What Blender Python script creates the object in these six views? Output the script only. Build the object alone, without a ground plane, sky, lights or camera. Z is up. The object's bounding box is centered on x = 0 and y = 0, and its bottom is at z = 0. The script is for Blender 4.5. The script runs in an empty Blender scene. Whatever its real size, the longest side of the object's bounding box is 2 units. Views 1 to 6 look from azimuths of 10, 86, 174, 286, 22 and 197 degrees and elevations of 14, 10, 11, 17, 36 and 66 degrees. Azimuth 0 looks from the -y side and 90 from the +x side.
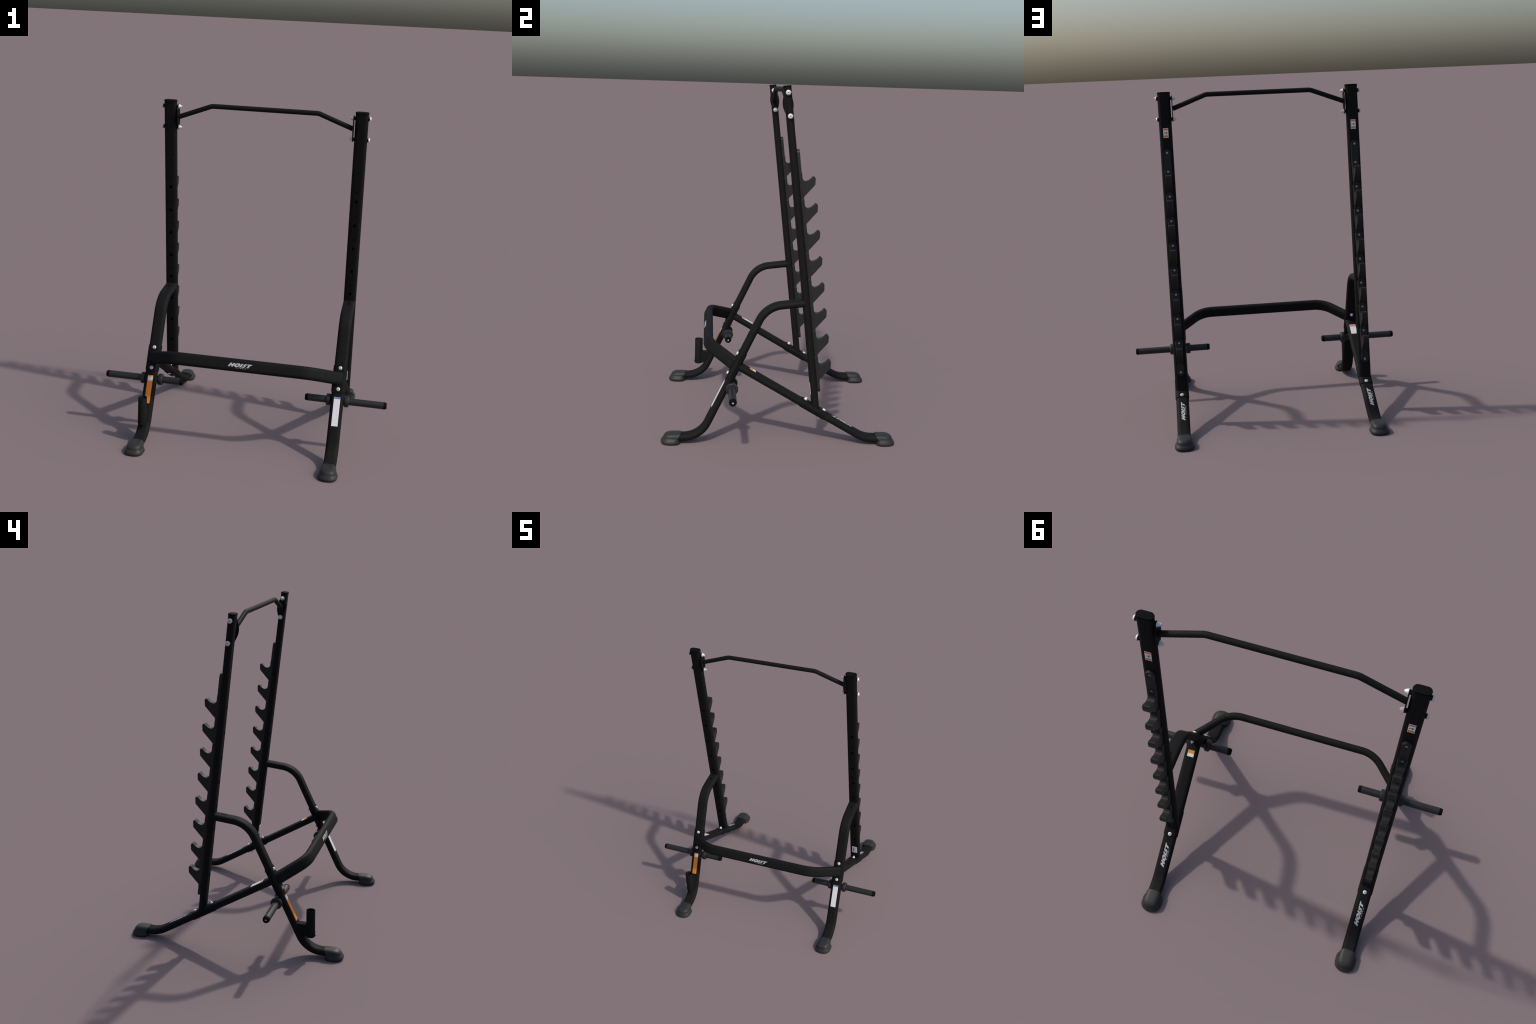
import bpy, bmesh, math
from mathutils import Vector, Matrix

# ------------------------------------------------------------------ layout
SIDE_X = 0.567                       # both side frames stand in planes x = +-SIDE_X
HW, HT = 0.038, 0.0201               # half width / half thickness of the flat-oval tube
V = Vector

# side-frame axes (y, z): origin, direction along the tube, outward normal
POST_O = V((0, 0.1062, 1.0)); POST_U = V((0, -0.1229, 0.9924)); POST_N = V((0, 0.9924, 0.1229))
LEGA_O = V((0, -0.2468, 0.4569)); LEGA_U = V((0, 0.4226, 0.9063)); LEGA_N = V((0, -0.9063, 0.4226))
LEGB_O = V((0, 0.0, 0.3145)); LEGB_U = V((0, 0.866, -0.5)); LEGB_N = V((0, 0.5, 0.866))
HOOKS, PITCH, HOOK_S = 8, 0.1477, 0.4895


def frame(o, u, n):
    """Matrix whose local z runs along u, local y along n, local x = n x u side axis."""
    u = u.normalized(); n = n.normalized(); x = n.cross(u)
    m = Matrix((x, n, u)).transposed().to_4x4()
    m.translation = o
    return m


# ------------------------------------------------------------------ materials
def material(name, color, rough=0.5, metallic=0.0, spec=0.5, var=0.12, scale=60, bump=0.0, bscale=900):
    m = bpy.data.materials.new(name); m.use_nodes = True
    nt = m.node_tree; b = nt.nodes["Principled BSDF"]
    tc = nt.nodes.new("ShaderNodeTexCoord")
    nz = nt.nodes.new("ShaderNodeTexNoise"); nz.inputs["Scale"].default_value = scale
    nz.inputs["Detail"].default_value = 3
    nt.links.new(tc.outputs["Object"], nz.inputs["Vector"])
    cr = nt.nodes.new("ShaderNodeValToRGB")
    cr.color_ramp.elements[0].position = 0.3; cr.color_ramp.elements[1].position = 0.7
    cr.color_ramp.elements[0].color = [c * (1 - var) for c in color] + [1]
    cr.color_ramp.elements[1].color = [c * (1 + var) for c in color] + [1]
    nt.links.new(nz.outputs["Fac"], cr.inputs["Fac"])
    nt.links.new(cr.outputs["Color"], b.inputs["Base Color"])
    b.inputs["Roughness"].default_value = rough
    b.inputs["Metallic"].default_value = metallic
    b.inputs["Specular IOR Level"].default_value = spec
    if bump:
        n2 = nt.nodes.new("ShaderNodeTexNoise"); n2.inputs["Scale"].default_value = bscale
        bp = nt.nodes.new("ShaderNodeBump"); bp.inputs["Strength"].default_value = bump
        bp.inputs["Distance"].default_value = 0.001
        nt.links.new(tc.outputs["Object"], n2.inputs["Vector"])
        nt.links.new(n2.outputs["Fac"], bp.inputs["Height"])
        nt.links.new(bp.outputs["Normal"], b.inputs["Normal"])
    return m


def print_material(name, paper, ink, rows, words, amount, along='z', dots=None, rough=0.45):
    """Rows of illegible small print: ruled rows x word-like noise, on Object coordinates."""
    m = bpy.data.materials.new(name); m.use_nodes = True
    nt = m.node_tree; L = nt.links.new; b = nt.nodes["Principled BSDF"]
    b.inputs["Roughness"].default_value = rough
    tc = nt.nodes.new("ShaderNodeTexCoord"); sp = nt.nodes.new("ShaderNodeSeparateXYZ")
    L(tc.outputs["Object"], sp.inputs[0])
    row, col = ("Z", "X") if along == 'z' else ("X", "Z")

    def math_node(op, a, bv):
        n = nt.nodes.new("ShaderNodeMath"); n.operation = op
        if isinstance(a, (int, float)): n.inputs[0].default_value = a
        else: L(a, n.inputs[0])
        if isinstance(bv, (int, float)): n.inputs[1].default_value = bv
        else: L(bv, n.inputs[1])
        return n.outputs[0]
    r = math_node('MULTIPLY', sp.outputs[row], rows)
    fr = math_node('FRACT', r, 0)
    line = math_node('LESS_THAN', fr, 0.55)
    rid = math_node('FLOOR', r, 0)
    cx = math_node('MULTIPLY', sp.outputs[col], words)
    cmb = nt.nodes.new("ShaderNodeCombineXYZ"); L(cx, cmb.inputs[0]); L(math_node('MULTIPLY', rid, 7.31), cmb.inputs[1])
    nz = nt.nodes.new("ShaderNodeTexNoise"); nz.inputs["Scale"].default_value = 1.0
    L(cmb.outputs[0], nz.inputs["Vector"])
    word = math_node('LESS_THAN', nz.outputs["Fac"], 0.56)
    fac = math_node('MULTIPLY', math_node('MULTIPLY', line, word), amount)
    mix = nt.nodes.new("ShaderNodeMix"); mix.data_type = 'RGBA'
    mix.inputs["A"].default_value = (*paper, 1); mix.inputs["B"].default_value = (*ink, 1)
    L(fac, mix.inputs["Factor"])
    out = mix.outputs["Result"]
    if dots:
        vz = nt.nodes.new("ShaderNodeTexVoronoi"); vz.inputs["Scale"].default_value = 190
        L(tc.outputs["Object"], vz.inputs["Vector"])
        d = math_node('LESS_THAN', vz.outputs["Distance"], 0.22)
        strip = math_node('LESS_THAN', math_node('ABSOLUTE', math_node('SUBTRACT', sp.outputs["X"], 0.004), 0), 0.006)
        mx = nt.nodes.new("ShaderNodeMix"); mx.data_type = 'RGBA'
        L(math_node('MULTIPLY', d, strip), mx.inputs["Factor"]); L(out, mx.inputs["A"])
        mx.inputs["B"].default_value = (*dots, 1); out = mx.outputs["Result"]
    L(out, b.inputs["Base Color"])
    return m


PAINT = material("black_powder_coat", (0.0098, 0.0098, 0.0098), 0.6, spec=0.055, bump=0.05, bscale=1500)
BRACKET = material("black_bracket_coat", (0.0090, 0.0090, 0.0090), 0.6, spec=0.055, bump=0.05, bscale=1500)
HOOK = material("hook_plastic", (0.0170, 0.0168, 0.0166), 0.48, spec=0.22, var=0.08, bump=0.06)
RUBBER = material("foot_rubber", (0.0245, 0.0245, 0.0245), 0.5, spec=0.22, var=0.1, bump=0.06)
SLEEVE = material("peg_plastic", (0.0175, 0.0175, 0.0175), 0.4, spec=0.32, var=0.08)
CAP = material("black_end_plug", (0.0048, 0.0048, 0.0048), 0.7, spec=0.04)
DARK = material("dark_bore", (0.004, 0.004, 0.004), 0.8, spec=0.1)
ZINC = material("zinc_plated_steel", (0.60, 0.60, 0.60), 0.42, metallic=0.15, spec=0.4, var=0.06, scale=200)
SCREW = material("screw_steel", (0.34, 0.36, 0.40), 0.4, metallic=0.4, var=0.1, scale=300)  # blue-grey tint puts the sky's reflection into the steel's base colour
SILVER = material("silver_print", (0.42, 0.42, 0.44), 0.45, var=0.04)
WHITE = material("label_white", (0.80, 0.80, 0.82), 0.5, var=0.03)
ORANGE = material("label_orange", (0.80, 0.25, 0.018), 0.5, spec=0.2, var=0.05)
BLUE = material("label_blue", (0.045, 0.12, 0.42), 0.45, var=0.1, scale=250)
RED = material("label_red", (0.62, 0.075, 0.05), 0.45, var=0.1, scale=250)
BLACKINK = material("label_black", (0.02, 0.02, 0.022), 0.5)
GREYINK = material("label_grey", (0.16, 0.16, 0.17), 0.5, var=0.6, scale=400)
WHITE_TEXT = print_material("label_white_print", (0.80, 0.80, 0.82), (0.12, 0.12, 0.13), 240, 260, 0.5)
WHITE_TABLE = print_material("label_white_table", (0.80, 0.80, 0.83), (0.12, 0.12, 0.14), 330, 260, 0.32, dots=(0.75, 0.18, 0.18))
ORANGE_TEXT = print_material("label_orange_print", (0.80, 0.25, 0.018), (0.20, 0.10, 0.02), 230, 330, 0.6, along='x')
ORANGE_HEAD = print_material("label_orange_heading", (0.80, 0.25, 0.018), (0.15, 0.06, 0.01), 170, 300, 0.4)
RED_HEAD = print_material("label_red_heading", (0.62, 0.075, 0.05), (0.75, 0.6, 0.58), 150, 300, 0.7)
BLUE_HEAD = print_material("label_blue_heading", (0.045, 0.12, 0.42), (0.3, 0.4, 0.65), 260, 300, 0.6)

# ------------------------------------------------------------------ object helpers
ROOT = bpy.data.objects.new("squat_rack", None)
bpy.context.scene.collection.objects.link(ROOT)
ROOT["label"] = "black steel squat rack with hooks, pegs and pull-up bar"
ROOT["category"] = "gym equipment"


def add(name, me, parent=None, loc=(0, 0, 0), matrix=None):
    ob = bpy.data.objects.new(name, me)
    bpy.context.scene.collection.objects.link(ob)
    ob.parent = parent or ROOT
    if matrix is not None: ob.matrix_local = matrix
    else: ob.location = loc
    return ob


def finish(bm, name, mats, angle=35):
    bmesh.ops.recalc_face_normals(bm, faces=bm.faces[:])
    me = bpy.data.meshes.new(name); bm.to_mesh(me); bm.free()
    for m in (mats if isinstance(mats, (list, tuple)) else [mats]): me.materials.append(m)
    me.shade_smooth(); me.set_sharp_from_angle(angle=math.radians(angle))
    return me


def stadium(hw, ht, seg=12):
    """Flat-oval outline (a across, b through), round ends toward +-a."""
    pts, c = [], hw - ht
    for i in range(seg + 1):
        t = -math.pi / 2 + math.pi * i / seg
        pts.append((c + ht * math.cos(t), ht * math.sin(t)))
    for i in range(seg + 1):
        t = math.pi / 2 + math.pi * i / seg
        pts.append((-c + ht * math.cos(t), ht * math.sin(t)))
    return pts


def fillet_path(corners, radii, seg=16):
    """Poly-line with rounded corners (circular bends)."""
    out = [corners[0].copy()]
    for i in range(1, len(corners) - 1):
        p, a, b = corners[i], corners[i - 1], corners[i + 1]
        d1, d2 = (a - p).normalized(), (b - p).normalized()
        ang = d1.angle(d2); r = radii[i - 1]
        t = r / math.tan(ang / 2)
        c = p + (d1 + d2).normalized() * (r / math.sin(ang / 2))
        s, e = p + d1 * t - c, p + d2 * t - c
        tot = s.angle(e); ax = s.cross(e).normalized()
        for k in range(seg + 1):
            out.append(c + Matrix.Rotation(tot * k / seg, 3, ax) @ s)
    out.append(corners[-1].copy())
    return out


def loft(rings, close_ends=True):
    bm = bmesh.new(); vr = [[bm.verts.new(p) for p in r] for r in rings]
    n = len(rings[0])
    for a, b in zip(vr, vr[1:]):
        for i in range(n):
            bm.faces.new((a[i], a[(i + 1) % n], b[(i + 1) % n], b[i]))
    if close_ends:
        bm.faces.new(vr[0]); bm.faces.new(vr[-1])
    return bm


def sweep(path, wide, section):
    """Sweep a section (a along `wide`, b along the bend-plane normal) along a planar path."""
    rings = []
    for i, p in enumerate(path):
        t = V((0, 0, 0))
        if i: t += (p - path[i - 1]).normalized()
        if i < len(path) - 1: t += (path[i + 1] - p).normalized()
        n = t.normalized().cross(wide).normalized()
        rings.append([p + wide * a + n * b for a, b in section])
    return loft(rings)


def lathe(profile, seg=28):
    """Spin (r, h) profile about local z; ends closed."""
    rings = [[V((r * math.cos(2 * math.pi * k / seg), r * math.sin(2 * math.pi * k / seg), h)) for k in range(seg)]
             for r, h in profile]
    return loft(rings)


def prism(outline, axis_a, axis_b, axis_c, c0, c1, origin=V((0, 0, 0))):
    return loft([[origin + axis_a * a + axis_b * b + axis_c * c for a, b in outline] for c in (c0, c1)])


def box(bm, x0, x1, y0, y1, z0, z1, mat=0):
    vs = [bm.verts.new((x, y, z)) for x in (x0, x1) for y in (y0, y1) for z in (z0, z1)]
    for f in ((0, 1, 3, 2), (4, 6, 7, 5), (0, 4, 5, 1), (2, 3, 7, 6), (0, 2, 6, 4), (1, 5, 7, 3)):
        bm.faces.new([vs[i] for i in f]).material_index = mat


def join_bm(target, other):
    me = bpy.data.meshes.new("tmp"); other.to_mesh(me); other.free()
    target.from_mesh(me); bpy.data.meshes.remove(me)


def bevel(bm, w, seg=2, angle=30):
    es = [e for e in bm.edges if len(e.link_faces) == 2 and e.calc_face_angle(0) > math.radians(angle)]
    bmesh.ops.bevel(bm, geom=es, offset=w, segments=seg, affect='EDGES', profile=0.5, clamp_overlap=True)


def cut(me, cutter_bm, cutter_mat, name, angle=35):
    """Boolean difference; cut walls keep the cutter's material."""
    bmesh.ops.recalc_face_normals(cutter_bm, faces=cutter_bm.faces[:])
    cm = bpy.data.meshes.new("cutter"); cutter_bm.to_mesh(cm); cutter_bm.free(); cm.materials.append(cutter_mat)
    a = bpy.data.objects.new("a", me); b = bpy.data.objects.new("b", cm)
    for o in (a, b): bpy.context.scene.collection.objects.link(o)
    md = a.modifiers.new("cut", 'BOOLEAN'); md.object = b; md.operation = 'DIFFERENCE'; md.solver = 'EXACT'
    md.material_mode = 'TRANSFER'
    dg = bpy.context.evaluated_depsgraph_get()
    res = bpy.data.meshes.new_from_object(a.evaluated_get(dg)); res.name = name
    bpy.data.objects.remove(a); bpy.data.objects.remove(b)
    res.shade_smooth(); res.set_sharp_from_angle(angle=math.radians(angle))
    return res


def at_post(s, n, x=0.0): return POST_O + POST_U * s + POST_N * n + V((x, 0, 0))
def at_a(s, n, x=0.0): return LEGA_O + LEGA_U * s + LEGA_N * n + V((x, 0, 0))
def at_b(s, n, x=0.0): return LEGB_O + LEGB_U * s + LEGB_N * n + V((x, 0, 0))


def point_z(o, d, up=V((1, 0, 0))):
    """Matrix with local z along d (for lathed fasteners)."""
    d = d.normalized(); x = up.cross(d).normalized(); y = d.cross(x)
    m = Matrix((x, y, d)).transposed().to_4x4(); m.translation = o
    return m


X = V((1, 0, 0))
SIDES = (SIDE_X, -SIDE_X)

# ------------------------------------------------------------------ tubes of the side frames
SEC = stadium(HW, HT)

# front leg: foot run, 65-degree rise, bend, run into the upright
def a_line(z): return V((0, (-0.4167 + 0.4226 * z) / 0.9063, z))
FOOT_Z = 0.034
upper = V((0, -0.0912, 0.7910))
a_path = fillet_path([V((0, -0.615, FOOT_Z)), a_line(FOOT_Z), upper, V((0, 0.124, 0.8176))], [0.150, 0.155])
me_a = finish(sweep(a_path, X, SEC), "front_leg", PAINT)
# drain hole and slot on top of the run into the upright
run = V((0, 0.9924, 0.1229)); up = V((0, -0.1229, 0.9924))
c = bmesh.new()
for y, half in ((0.090, 0.004), (0.058, 0.019)):
    o = V((0, y, 0.815 + 0.1238 * (y - 0.104)))
    out = []
    for k in range(16):
        t = 2 * math.pi * k / 16
        out.append((0.0035 * math.cos(t), 0.0035 * math.sin(t) + (half - 0.0035) * (1 if math.sin(t) >= 0 else -1)))
    join_bm(c, prism(out, X, run, up, 0.010, 0.030, o))
me_a = cut(me_a, c, DARK, "front_leg")

# rear leg: foot run, 30-degree rise to the front leg
rear_corner = V((0, (0.3145 - 0.033) / 0.5774, 0.033))
b_path = fillet_path([V((0, 0.615, 0.033)), rear_corner, LEGB_O - LEGB_U * 0.278], [0.17])
me_b = finish(sweep(b_path, X, SEC), "rear_leg", PAINT)

# upright with its row of holes on the front
post_path = [at_post(-0.811, 0), at_post(0.998, 0)]
me_post = finish(sweep(post_path, X, SEC), "upright", PAINT)
c = bmesh.new()
for s in [0.643, -0.6817] + [0.5305 - PITCH * k for k in range(HOOKS)]:
    join_bm(c, prism([(0.0045 * math.cos(t * math.pi / 8), 0.0045 * math.sin(t * math.pi / 8)) for t in range(16)],
                     X, POST_U, POST_N, -0.03, -0.006, at_post(s, 0)))
for k in range(HOOKS):
    s = 0.4715 - PITCH * k
    join_bm(c, prism([(-.008, -.009), (.008, -.009), (.008, .009), (-.008, .009)], X, POST_U, POST_N, -0.03, -0.004, at_post(s, 0)))
me_post = cut(me_post, c, DARK, "upright")
# plug that closes the top of the upright
rings = []
for s, g in ((0.995, -0.001), (0.9962, 0.0014), (1.0015, 0.0014), (1.0040, 0.0004), (1.0046, -0.003)):
    rings.append([at_post(s, b, a) for a, b in stadium(HW + g, HT + g)])
me_plug = finish(loft(rings), "post_plug", CAP, 50)

parts = {}
for x in SIDES:
    parts[x] = dict(
        a=add("front_leg", me_a, loc=(x, 0, 0)),
        b=add("rear_leg", me_b, loc=(x, 0, 0)),
        post=add("upright", me_post, loc=(x, 0, 0)))
    add("end_plug", me_plug, parts[x]['post'])

# ------------------------------------------------------------------ rubber feet
def foot_ring(z, front, back, half, corner):
    """Horizontal section: round nose toward -y, squared back with rounded corners."""
    pts = []; nose = min(half * 1.0, (back - front) * 0.62)
    for k in range(25):                                     # nose, from +x side to -x side
        t = math.pi * k / 24
        pts.append((half * abs(math.cos(t)) ** 0.82 * (1 if math.cos(t) >= 0 else -1), front + nose - nose * abs(math.sin(t)) ** 0.82))
    for k in range(7):
        t = math.pi / 2 * k / 6
        pts.append((-half + corner - corner * math.cos(t), back - corner + corner * math.sin(t)))
    for k in range(7):
        t = math.pi / 2 * k / 6
        pts.append((half - corner + corner * math.sin(t), back - corner + corner * math.cos(t)))
    return [V((a, b, z)) for a, b in pts]

foot_levels = [  # z, nose y, back y, half width, back corner radius
    (0.0000, -0.6595, -0.5620, 0.0515, 0.030), (0.0015, -0.6620, -0.5580, 0.0540, 0.032), (0.0060, -0.6642, -0.5560, 0.0558, 0.034),
    (0.0110, -0.6645, -0.5560, 0.0560, 0.034), (0.0160, -0.6625, -0.5580, 0.0545, 0.032), (0.0220, -0.6585, -0.5600, 0.0510, 0.028),
    (0.0270, -0.6540, -0.5630, 0.0468, 0.020), (0.0320, -0.6512, -0.5640, 0.0440, 0.008), (0.0370, -0.6500, -0.5630, 0.0432, 0.004),
    (0.0430, -0.6485, -0.5610, 0.0428, 0.003), (0.0490, -0.6455, -0.5585, 0.0412, 0.003), (0.0545, -0.6410, -0.5560, 0.0380, 0.003),
    (0.0590, -0.6355, -0.5540, 0.0340, 0.003), (0.0625, -0.6280, -0.5525, 0.0290, 0.003), (0.0647, -0.6200, -0.5515, 0.0235, 0.003),
    (0.0656, -0.6120, -0.5512, 0.0165, 0.002)]
foot_levels = [(z if z < 0.027 else 0.027 + (z - 0.027) * 0.80, *r) for z, *r in foot_levels]
me_foot = finish(loft([foot_ring(*l) for l in foot_levels]), "foot_cap", RUBBER, 50)
for x in SIDES:
    add("foot_cap", me_foot, loc=(x, 0, 0))
    add("foot_cap", me_foot, matrix=Matrix.Translation((x, 0, 0)) @ Matrix.Rotation(math.pi, 4, 'Z'))

# ------------------------------------------------------------------ clamp brackets around the joints
def half_shell(length, lip, corner, hw=HW + 0.0034, ht=HT + 0.0034, wall=0.0034):
    """C-shaped clamp plate: local x across, y outward, z along; lips come down to y = lip."""
    rings, n, N = [], 26, 24
    for i in range(N + 1):
        z = -length / 2 + length * i / N
        over = max(0.0, abs(z) - (length / 2 - corner))
        yl = lip + corner - math.sqrt(max(0.0, corner ** 2 - over ** 2))
        def arc(w, h):
            c = w - h; t0 = math.asin(max(-1, min(1, yl / h))); pts = []
            for k in range(n // 2 + 1):
                t = t0 + (math.pi / 2 - t0) * k / (n // 2)
                pts.append((c + h * math.cos(t), h * math.sin(t)))
            return pts + [(-a, b) for a, b in reversed(pts)]
        o, q = arc(hw, ht), arc(hw - wall, ht - wall)
        rings.append([V((a, b, z)) for a, b in o + q[::-1]])
    bm = loft(rings)
    return bm

me_clamp = finish(half_shell(0.162, 0.003, 0.014), "clamp_plate", BRACKET)
me_clamp_b = finish(half_shell(0.157, 0.003, 0.014), "clamp_plate", BRACKET)

# fasteners (lathed about local z, base on the plate)
def dome_head(r, h):
    return finish(lathe([(r * 1.0, 0), (r, h * 0.30), (r * 0.86, h * 0.42), (r * 0.80, h * 0.70), (r * 0.64, h * 0.95), (r * 0.42, h),
                         (r * 0.30, h), (r * 0.26, h * 0.2), (0.0004, h * 0.15)]), "bolt", ZINC)
def acorn_nut(r, h):
    return finish(lathe([(r, 0), (r, h * 0.12), (r * 0.80, h * 0.18), (r * 0.72, h * 0.55), (r * 0.50, h * 0.72),
                         (r * 0.42, h * 0.95), (r * 0.30, h), (0.0004, h)]), "nut", ZINC)
BOLT = dome_head(0.0110, 0.0075)
NUT = acorn_nut(0.0105, 0.016)
BIG_BOLT = dome_head(0.0140, 0.0088)
BIG_NUT = acorn_nut(0.0140, 0.0185)
SPACER_IN = finish(lathe([(0.0105, 0), (0.0105, 0.0160), (0.0004, 0.0160)]), "spacer", BRACKET)
SPACER_OUT = finish(lathe([(0.0110, 0), (0.0110, 0.0130), (0.0004, 0.0130)]), "spacer", BRACKET)

for x in SIDES:
    fa = add("clamp_bracket", me_clamp, matrix=Matrix.Translation((x, 0, 0)) @ frame(at_a(-0.001, 0), LEGA_U, LEGA_N))
    ra = add("clamp_bracket", me_clamp, matrix=Matrix.Translation((x, 0, 0)) @ frame(at_a(-0.001, 0), LEGA_U, -LEGA_N))
    tb = add("clamp_bracket", me_clamp_b, matrix=Matrix.Translation((x, 0, 0)) @ frame(at_b(0.2145, 0), LEGB_U, LEGB_N))
    bb = add("clamp_bracket", me_clamp_b, matrix=Matrix.Translation((x, 0, 0)) @ frame(at_b(0.2190, 0), LEGB_U, -LEGB_N))
    h = HT + 0.0032
    for s in (0.061, -0.0625):
        add("bolt", BOLT, matrix=point_z(at_a(s, h, x), LEGA_N))
        add("nut", NUT, matrix=point_z(at_a(s, -h, x), -LEGA_N))
    add("nut", NUT, matrix=point_z(at_b(0.1558, h, x), LEGB_N))
    add("bolt", BOLT, matrix=point_z(at_b(0.2796, h, x), LEGB_N))
    add("bolt", BOLT, matrix=point_z(at_b(0.1558, -h, x), -LEGB_N))
    add("nut", NUT, matrix=point_z(at_b(0.2796, -h, x), -LEGB_N))
    for y in (0.036, 0.092):                        # studs under the run into the upright
        o = V((x, y, 0.815 + 0.1238 * (y - 0.104))) - up * HT
        add("stud", NUT, matrix=point_z(o, -up) @ Matrix.Scale(0.42, 4))

# ------------------------------------------------------------------ lower crossbar (in the plane square to the front leg)
D_END, D_MID = 0.012, 0.1758
def cb(x, d): return LEGA_O + LEGA_N * d + V((x, 0, 0))
xe, xc = 0.411 + (D_MID - D_END), 0.411
cpath = fillet_path([cb(-xe, D_END), cb(-xc, D_MID), cb(xc, D_MID), cb(xe, D_END)], [0.165, 0.165])
crossbar = add("crossbar", finish(sweep(cpath, LEGA_U, SEC), "crossbar", PAINT))

# ------------------------------------------------------------------ pull-up bar
PLATE_X, BAR_R = 0.5200, 0.0145
circ = [(BAR_R * math.cos(2 * math.pi * k / 24), BAR_R * math.sin(2 * math.pi * k / 24)) for k in range(24)]
S0, S1 = 0.9050, 0.9815
pp = fillet_path([at_post(S0, 0, -PLATE_X + 0.002), at_post(S1, 0, -0.316), at_post(S1, 0, 0.316), at_post(S0, 0, PLATE_X - 0.002)], [0.07, 0.07], 10)
pull = add("pull_up_bar", finish(sweep(pp, POST_N, circ), "pull_up_bar", PAINT))
outl = []
for k in range(48):
    t = 2 * math.pi * k / 48
    sn = math.sin(t)
    s = 0.0780 * sn
    w = 0.0295 * (math.cos(math.pi / 2 * min(1, abs(s) / 0.0780) * 0.80) ** 1.35)
    end = math.sqrt(max(0.0, 1 - max(0.0, (abs(s) - 0.062) / 0.016) ** 2))
    outl.append((w * end * (1 if math.cos(t) >= 0 else -1) if abs(math.cos(t)) > 1e-6 else 0.0, s))
bm = prism(outl, POST_N, POST_U, X, -0.0026, 0.0026, at_post(0.9056, 0))
bmesh.ops.remove_doubles(bm, verts=bm.verts[:], dist=1e-6)
me_plate = finish(bm, "mounting_plate", BRACKET)
for x in SIDES:
    sg = 1 if x > 0 else -1
    add("mounting_plate", me_plate, pull, loc=(sg * PLATE_X, 0, 0))
    for s in (0.9675, 0.8436):
        out = V((sg, 0, 0))
        add("spacer", SPACER_IN, pull, matrix=point_z(at_post(s, 0, x - sg * 0.0310), -out, V((0, 1, 0))))
        add("spacer", SPACER_OUT, pull, matrix=point_z(at_post(s, 0, x + sg * 0.0320), out, V((0, 1, 0))))
        add("bolt", BIG_BOLT, pull, matrix=point_z(at_post(s, 0, x + sg * 0.0448), out, V((0, 1, 0))))
        add("nut", BIG_NUT, pull, matrix=point_z(at_post(s, 0, sg * (PLATE_X - 0.0026)), -out, V((0, 1, 0))))

# ------------------------------------------------------------------ hook rails
hook_profile = [  # (outward n, height s measured from the lowest point of the saddle)
    (0.0300, 0.0300), (0.0375, 0.0280), (0.0378, 0.0190), (0.0392, 0.0130), (0.0425, 0.0070), (0.0475, 0.0025), (0.0550, 0.0000),
    (0.0640, 0.0005), (0.0730, 0.0030), (0.0810, 0.0068), (0.0880, 0.0118), (0.0940, 0.0172), (0.0975, 0.0204), (0.1010, 0.0214),
    (0.1050, 0.0200), (0.1085, 0.0160), (0.1100, 0.0110), (0.1098, 0.0060), (0.1062, -0.0215), (0.1040, -0.0265),
    (0.0378, -0.0835), (0.0372, -0.0960), (0.0300, -0.0965)]
hook_profile = [(n - 0.0018 * min(1, max(0, (n - 0.04) / 0.03)), t + (0.0012 if t < -0.01 and n > 0.05 else -0.0008 if n > 0.05 else 0)) for n, t in hook_profile]
bm = prism(hook_profile, POST_N, POST_U, X, -0.0176, 0.0176)
bevel(bm, 0.0018, 2, 60)
# base block, slightly wider at its upper end, sides drafted toward the hook
base = bmesh.new()
def base_ring(s, w0, w1, face):
    return [POST_U * s + POST_N * n + X * a for a, n in
            ((-w0, 0.0195), (-w0, face - 0.008), (-w1, face), (w1, face), (w0, face - 0.008), (w0, 0.0195))]
join_bm(base, loft([base_ring(0.0510, 0.0208, 0.0186, 0.0362), base_ring(0.0490, 0.0222, 0.0195, 0.0375),
                    base_ring(-0.0600, 0.0190, 0.0176, 0.0375), base_ring(-0.0965, 0.0170, 0.0160, 0.0372)]))
SCREW_S = 0.5305 - HOOK_S
def bore(s, face, o):
    return prism([(0.0088 * math.cos(t * math.pi / 12), 0.0088 * math.sin(t * math.pi / 12)) for t in range(24)],
                 X, POST_U, POST_N, face - 0.0055, face + 0.02, o + POST_U * s)
me_base = cut(finish(base, "hook_base", HOOK), bore(SCREW_S, 0.0375, V((0, 0, 0))), HOOK, "hook_base")
bm.from_mesh(me_base)
me_hook = finish(bm, "hook", HOOK)

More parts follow.
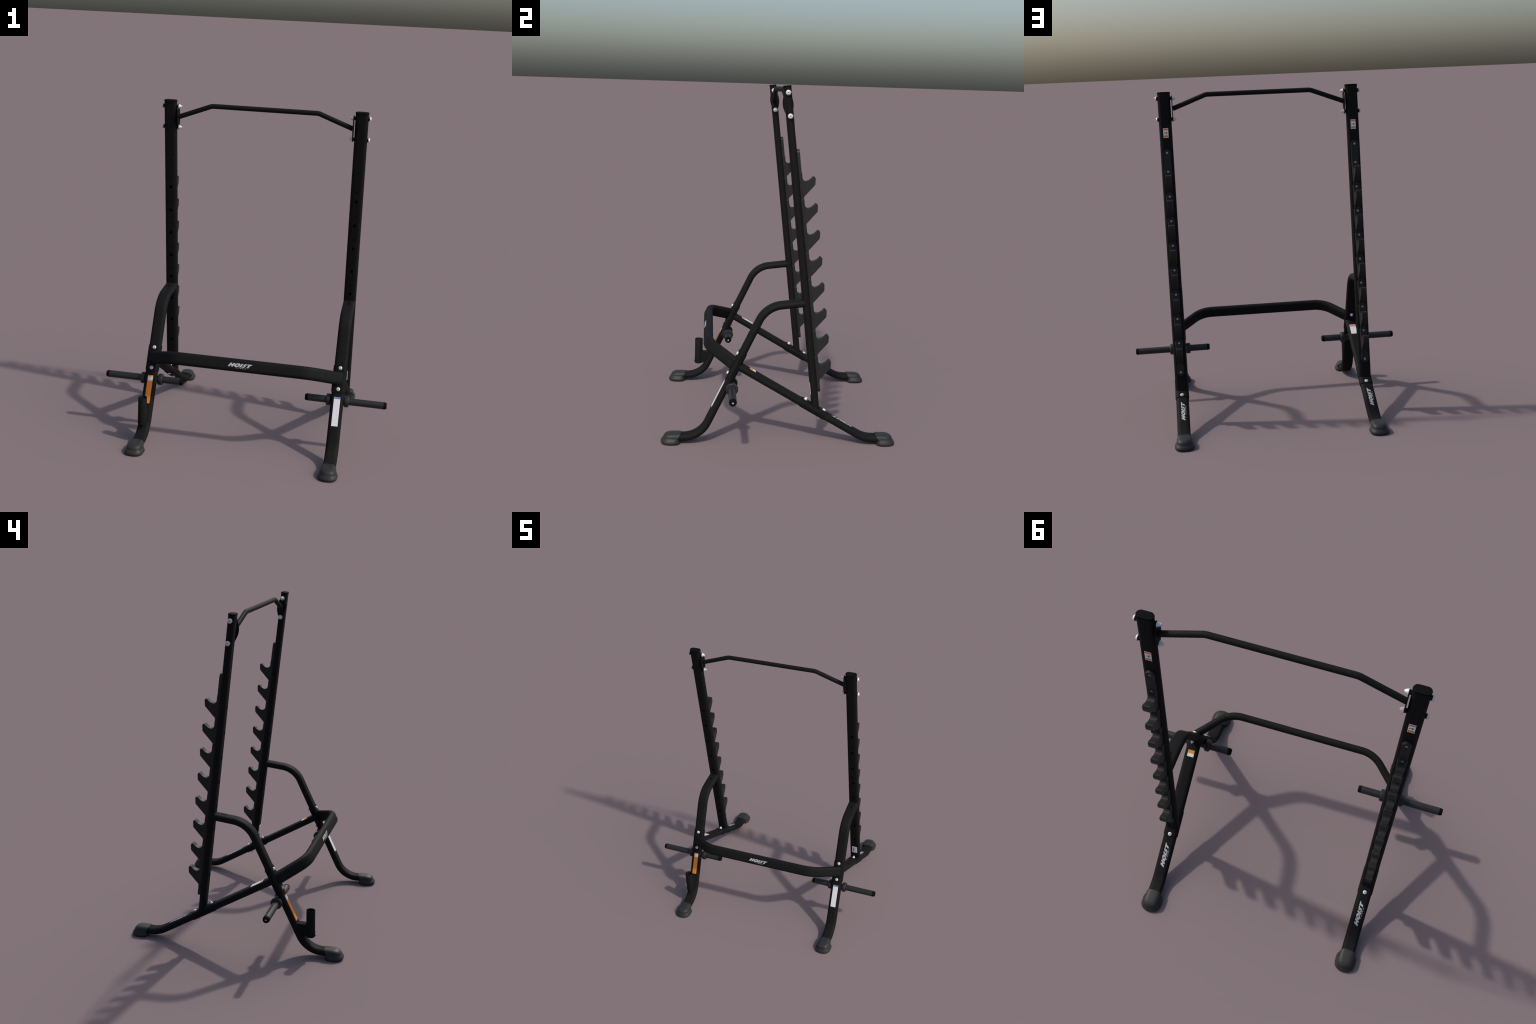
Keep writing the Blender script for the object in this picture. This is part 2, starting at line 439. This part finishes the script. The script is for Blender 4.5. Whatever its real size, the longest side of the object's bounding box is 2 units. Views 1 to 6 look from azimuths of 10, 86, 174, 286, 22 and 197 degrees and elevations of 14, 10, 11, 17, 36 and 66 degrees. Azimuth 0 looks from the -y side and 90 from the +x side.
def pad(s_in, s_out, w=0.0214, face=0.0352):
    """Flat end pad with a half-round end at s_out."""
    sg = 1 if s_out > s_in else -1
    o = [(-w, s_in), (w, s_in)]
    for k in range(17):
        t = math.pi * k / 16
        o.append((w * math.cos(t), s_out - sg * w + sg * w * math.sin(t)))
    p = prism(o, X, POST_U, POST_N, 0.0195, face, POST_O)
    bevel(p, 0.0025, 2, 50)
    return p
bm = pad(HOOK_S + 0.0515, 0.6645)
join_bm(bm, pad(HOOK_S - PITCH * 7 - 0.0972, -0.7030))
me_rail = finish(bm, "hook_rail", HOOK)
c = bore(0.643, 0.0352, POST_O); join_bm(c, bore(-0.6817, 0.0352, POST_O))
me_rail = cut(me_rail, c, HOOK, "hook_rail")
me_screw = finish(lathe([(0.0078, 0), (0.0078, 0.0015), (0.0066, 0.0028), (0.0035, 0.0033), (0.0028, 0.0033),
                         (0.0024, 0.0012), (0.0003, 0.0012)], 20), "screw", SCREW)
for x in SIDES:
    rail = add("hook_rail", me_rail, loc=(x, 0, 0))
    for k in range(HOOKS):
        add("hook", me_hook, rail, loc=at_post(HOOK_S - PITCH * k, 0))
    for s, f in [(0.643, 0.0352), (-0.6817, 0.0352)] + [(0.5305 - PITCH * k, 0.0375) for k in range(HOOKS)]:
        add("screw", me_screw, rail, matrix=point_z(at_post(s, f - 0.0056), POST_N))

# ------------------------------------------------------------------ weight pegs (long outside, short inside)
PY, PZ = -0.272, 0.331
R = 0.0210
def on_x(bm):
    bmesh.ops.rotate(bm, verts=bm.verts[:], cent=(0, 0, 0), matrix=Matrix.Rotation(math.pi / 2, 3, 'Y'))
    return bm
me_peg = finish(on_x(lathe([(0.0004, -0.176), (R, -0.176), (R, 0.271), (0.0004, 0.271)], 40)), "weight_peg", SLEEVE)
me_collar = finish(on_x(lathe([(R - 0.001, -0.0145), (0.0300, -0.0145), (0.0345, -0.0095), (0.0352, 0), (0.0345, 0.0095),
                               (0.0300, 0.0145), (R - 0.001, 0.0145)], 40)), "collar", SLEEVE, 25)
me_tip = finish(on_x(lathe([(0.0190, -0.001), (R + 0.0003, 0.0), (R + 0.0003, 0.004), (0.0180, 0.0165), (0.0168, 0.0180),
                            (0.0066, 0.0180), (0.0062, 0.0120), (0.0004, 0.0120)], 40)), "end_cap", CAP)
me_tipscrew = finish(on_x(lathe([(0.0056, 0.0120), (0.0056, 0.0134), (0.0044, 0.0142), (0.0026, 0.0142), (0.0022, 0.0125), (0.0003, 0.0125)], 20)), "screw", ZINC)
flip = Matrix.Rotation(math.pi, 4, 'Z')
for x in SIDES:
    m = Matrix.Translation((x, PY, PZ))
    peg = add("weight_peg", me_peg, matrix=m if x > 0 else m @ flip)
    for c in (-0.0525, 0.0525): add("collar", me_collar, peg, loc=(c, 0, 0))
    for t in (Matrix.Translation((0.270, 0, 0)), Matrix.Translation((-0.175, 0, 0)) @ flip):
        add("end_cap", me_tip, peg, matrix=t); add("screw", me_tipscrew, peg, matrix=t)

# ------------------------------------------------------------------ bar holder on the left front leg
HO = V((-0.567, -0.4655, 0))
Z0, Z1, HR = 0.1180, 0.2872, 0.0260
bm = lathe([(0.0004, Z0), (HR - 0.002, Z0), (HR, Z0 + 0.002), (HR, Z1 - 0.001), (HR - 0.0006, Z1), (HR - 0.0020, Z1), (HR - 0.0026, Z1 - 0.001),
            (HR - 0.0026, Z0 + 0.012), (0.0004, Z0 + 0.012)], 40)
holder = add("bar_holder", finish(bm, "bar_holder", PAINT), loc=HO)
bm = bmesh.new()
box(bm, -0.0200, 0.0200, 0.012, 0.085, 0.1245, 0.2000)
# slant the rear end to follow the leg
for v in bm.verts:
    if v.co.y > 0.05: v.co.y = (a_line(v.co.z).y - HO.y)
bevel(bm, 0.007, 3)
add("mounting_arm", finish(bm, "mounting_arm", PAINT), holder)
nub = finish(lathe([(0.0052, 0), (0.0052, 0.0025), (0.0036, 0.0045), (0.0004, 0.0050)], 16), "bolt", PAINT)
add("bolt", nub, holder, matrix=point_z(V((0, -HR + 0.0008, Z0 + 0.012)), V((0, -1, 0))))
add("bolt", nub, holder, matrix=point_z(V((0.004, -HR + 0.0008, Z0 + 0.030)), V((0.1, -1, 0))) @ Matrix.Scale(0.7, 4))

# ------------------------------------------------------------------ lettering
def stroke(points, w):
    """Outline of a thick open poly-line (butt ends)."""
    left, right = [], []
    for i, p in enumerate(points):
        p = V(p); d = V((0, 0))
        if i: d += (p - V(points[i - 1])).normalized()
        if i < len(points) - 1: d += (V(points[i + 1]) - p).normalized()
        d.normalize(); n = V((-d.y, d.x))
        left.append(tuple(p + n * w / 2)); right.append(tuple(p - n * w / 2))
    return left + right[::-1]

def lettering():
    """Bold slanted five-letter word with a small second line, drawn in a 1040 x 175 unit box; x right, z up, y out."""
    U = 0.142 / 1155; LEAN = 0.66
    bm = bmesh.new()
    def poly(o, hole=None):
        f = lambda p: (p[0] + LEAN * p[1], p[1])
        for ring in ([o] if hole is None else []):
            join_bm(bm, prism([f(p) for p in ring], V((U, 0, 0)), V((0, 0, U)), V((0, 1, 0)), 0, 0.0007))
        if hole:
            t = bmesh.new(); n = len(o)
            A = [[t.verts.new((f(p)[0] * U, y, f(p)[1] * U)) for p in o] for y in (0, 0.0007)]
            B = [[t.verts.new((f(p)[0] * U, y, f(p)[1] * U)) for p in hole] for y in (0, 0.0007)]
            for i in range(n):
                j = (i + 1) % n
                for y in (0, 1): t.faces.new((A[y][i], A[y][j], B[y][j], B[y][i]))
                t.faces.new((A[0][i], A[0][j], A[1][j], A[1][i])); t.faces.new((B[0][i], B[0][j], B[1][j], B[1][i]))
            join_bm(bm, t)
    poly([(0, 0), (92, 0), (92, 60), (152, 60), (152, 0), (240, 0), (240, 175), (152, 175), (152, 115), (92, 115), (92, 175), (0, 175)])
    ell = lambda cx, cy, a, b: [(cx + a * math.cos(2 * math.pi * k / 32), cy + b * math.sin(2 * math.pi * k / 32)) for k in range(32)]
    poly(ell(392, 88, 134, 92), ell(392, 88, 46, 34))
    poly([(544, 0), (622, 0), (622, 175), (544, 175)])
    poly(stroke([(822, 148), (765, 150), (712, 147), (686, 131), (690, 112), (716, 99), (762, 80), (786, 66), (788, 45), (766, 29), (712, 25), (648, 27)], 48))
    poly([(900, 0), (990, 0), (990, 124), (1045, 124), (1045, 175), (846, 175), (846, 124), (900, 124)])
    return finish(bm, "lettering", SILVER)
me_letters = lettering()

def small_word():
    cu = bpy.data.curves.new("small_word", 'FONT'); cu.body = "FITNESS"; cu.size = 0.0062
    cu.space_character = 1.95; cu.extrude = 0.0003; cu.offset = 0.00012; cu.resolution_u = 3
    o = bpy.data.objects.new("t", cu); bpy.context.scene.collection.objects.link(o)
    dg = bpy.context.evaluated_depsgraph_get()
    me = bpy.data.meshes.new_from_object(o.evaluated_get(dg)); bpy.data.objects.remove(o)
    w = max(v.co.x for v in me.vertices)
    k = 0.0605 / w
    for v in me.vertices: v.co = V((v.co.x * k, v.co.z + 0.0003, v.co.y))
    me.materials.clear(); me.materials.append(SILVER); me.name = "small_lettering"
    return me
me_small = small_word()

def put_words(parent, origin, right, upv, out):
    m = Matrix((right, out, upv)).transposed().to_4x4(); m.translation = origin
    o = add("lettering", me_letters, parent, matrix=m)
    add("small_lettering", me_small, o, loc=(0.0480, 0, -0.0078))
put_words(crossbar, cb(0, D_MID + HT + 0.0002) + LEGA_U * (-0.0117) + X * (-0.0700), X, LEGA_U, LEGA_N)
for x in SIDES:
    put_words(parts[x]['b'], at_b(0.4755, HT + 0.0002, -0.0115), -LEGB_U, X, LEGB_N)

# ------------------------------------------------------------------ labels: thin plates of coloured bands
def label(name, parent, matrix, bands, corner=0.0):
    """bands: (x0, x1, z0, z1, material, lift).  Local x right, z up, y outward."""
    mats, bm = [], bmesh.new()
    for x0, x1, z0, z1, m, lift in bands:
        if m not in mats: mats.append(m)
        box(bm, x0, x1, 0, 0.0006 + lift, z0, z1, mats.index(m))
    me = finish(bm, name, mats)
    return add(name, me, parent, matrix=matrix)

def face_matrix(o, upv, out):
    r = out.cross(upv) * -1
    m = Matrix((r, out, upv)).transposed().to_4x4(); m.translation = o
    return m

T = HT + 0.0001
# caution strip, left front leg
label("warning_label", parts[-SIDE_X]['a'], face_matrix(at_a(-0.1925, T, 0.0012), LEGA_U, LEGA_N), [
    (-.016, .016, -.0842, .0842, ORANGE, 0), (-.0155, .0155, .0520, .0760, WHITE_TEXT, .0003),
    (-.0135, .0135, -.0800, .0500, ORANGE_TEXT, .0003)])
# instruction table, right front leg
label("instruction_label", parts[SIDE_X]['a'], face_matrix(at_a(-0.1930, T, 0.0), LEGA_U, LEGA_N), [
    (-.0185, .0185, -.0842, .0842, WHITE, 0), (-.0178, .0178, .0732, .0836, BLUE_HEAD, .0003),
    (-.0165, .0165, -.0825, .0722, WHITE_TABLE, .0003)])
# small caution labels behind the top of both uprights
def caution(parent, m):
    lab = label("warning_label", parent, m, [
        (-.0152, .0152, -.0285, .0285, WHITE, 0), (-.0138, .0138, .0160, .0262, ORANGE_HEAD, .0003),
        (-.0138, .0138, -.0265, -.0132, ORANGE_HEAD, .0003)])
    bm = bmesh.new()      # pictogram: a figure losing its balance
    for o in ([(-.0115, -.0035), (-.0060, .0010), (-.0005, .0012), (.0050, -.0005), (.0110, .0002)], [(.0045, -.0005), (.0015, -.0050), (.0060, -.0085)],
              [(.0010, .0010), (.0040, .0065)]):
        join_bm(bm, prism(stroke(o, 0.0030), X, V((0, 0, 1)), V((0, 1, 0)), 0.0005, 0.0010))
    join_bm(bm, prism([(.0062 + .0021 * math.cos(k * math.pi / 8), .0068 + .0021 * math.sin(k * math.pi / 8)) for k in range(16)],
                      X, V((0, 0, 1)), V((0, 1, 0)), 0.0005, 0.0010))
    add("pictogram", finish(bm, "pictogram", BLACKINK), lab)
for x in SIDES:
    caution(parts[x]['post'], face_matrix(at_post(0.7615, T), POST_U, POST_N))
# on the rear legs, close to the joint
label("warning_label", parts[SIDE_X]['b'], face_matrix(at_b(-0.1915, T), -LEGB_U, LEGB_N), [
    (-.0182, .0182, -.0186, .0186, WHITE, 0), (-.0178, .0178, .0000, .0182, ORANGE_HEAD, .0003),
    (-.0170, .0170, -.0175, -.0010, WHITE_TEXT, .0003)])
label("danger_label", parts[-SIDE_X]['b'], face_matrix(at_b(-0.1735, T, 0.0008), -LEGB_U, LEGB_N), [
    (-.0195, .0195, -.0410, .0410, WHITE, 0), (-.0178, .0178, .0215, .0385, RED_HEAD, .0003),
    (-.0165, .0165, -.0370, .0190, WHITE_TEXT, .0003)])
# maker's plate at the foot of the right upright, on the front
label("serial_label", parts[SIDE_X]['post'], face_matrix(at_post(-0.6805, -T, 0.0005), POST_U, -POST_N), [
    (-.0195, .0195, -.0325, .0325, WHITE, 0), (-.0135, -.0035, -.0230, .0230, GREYINK, .0003),
    (.0010, .0165, -.0270, .0270, WHITE_TEXT, .0003)])
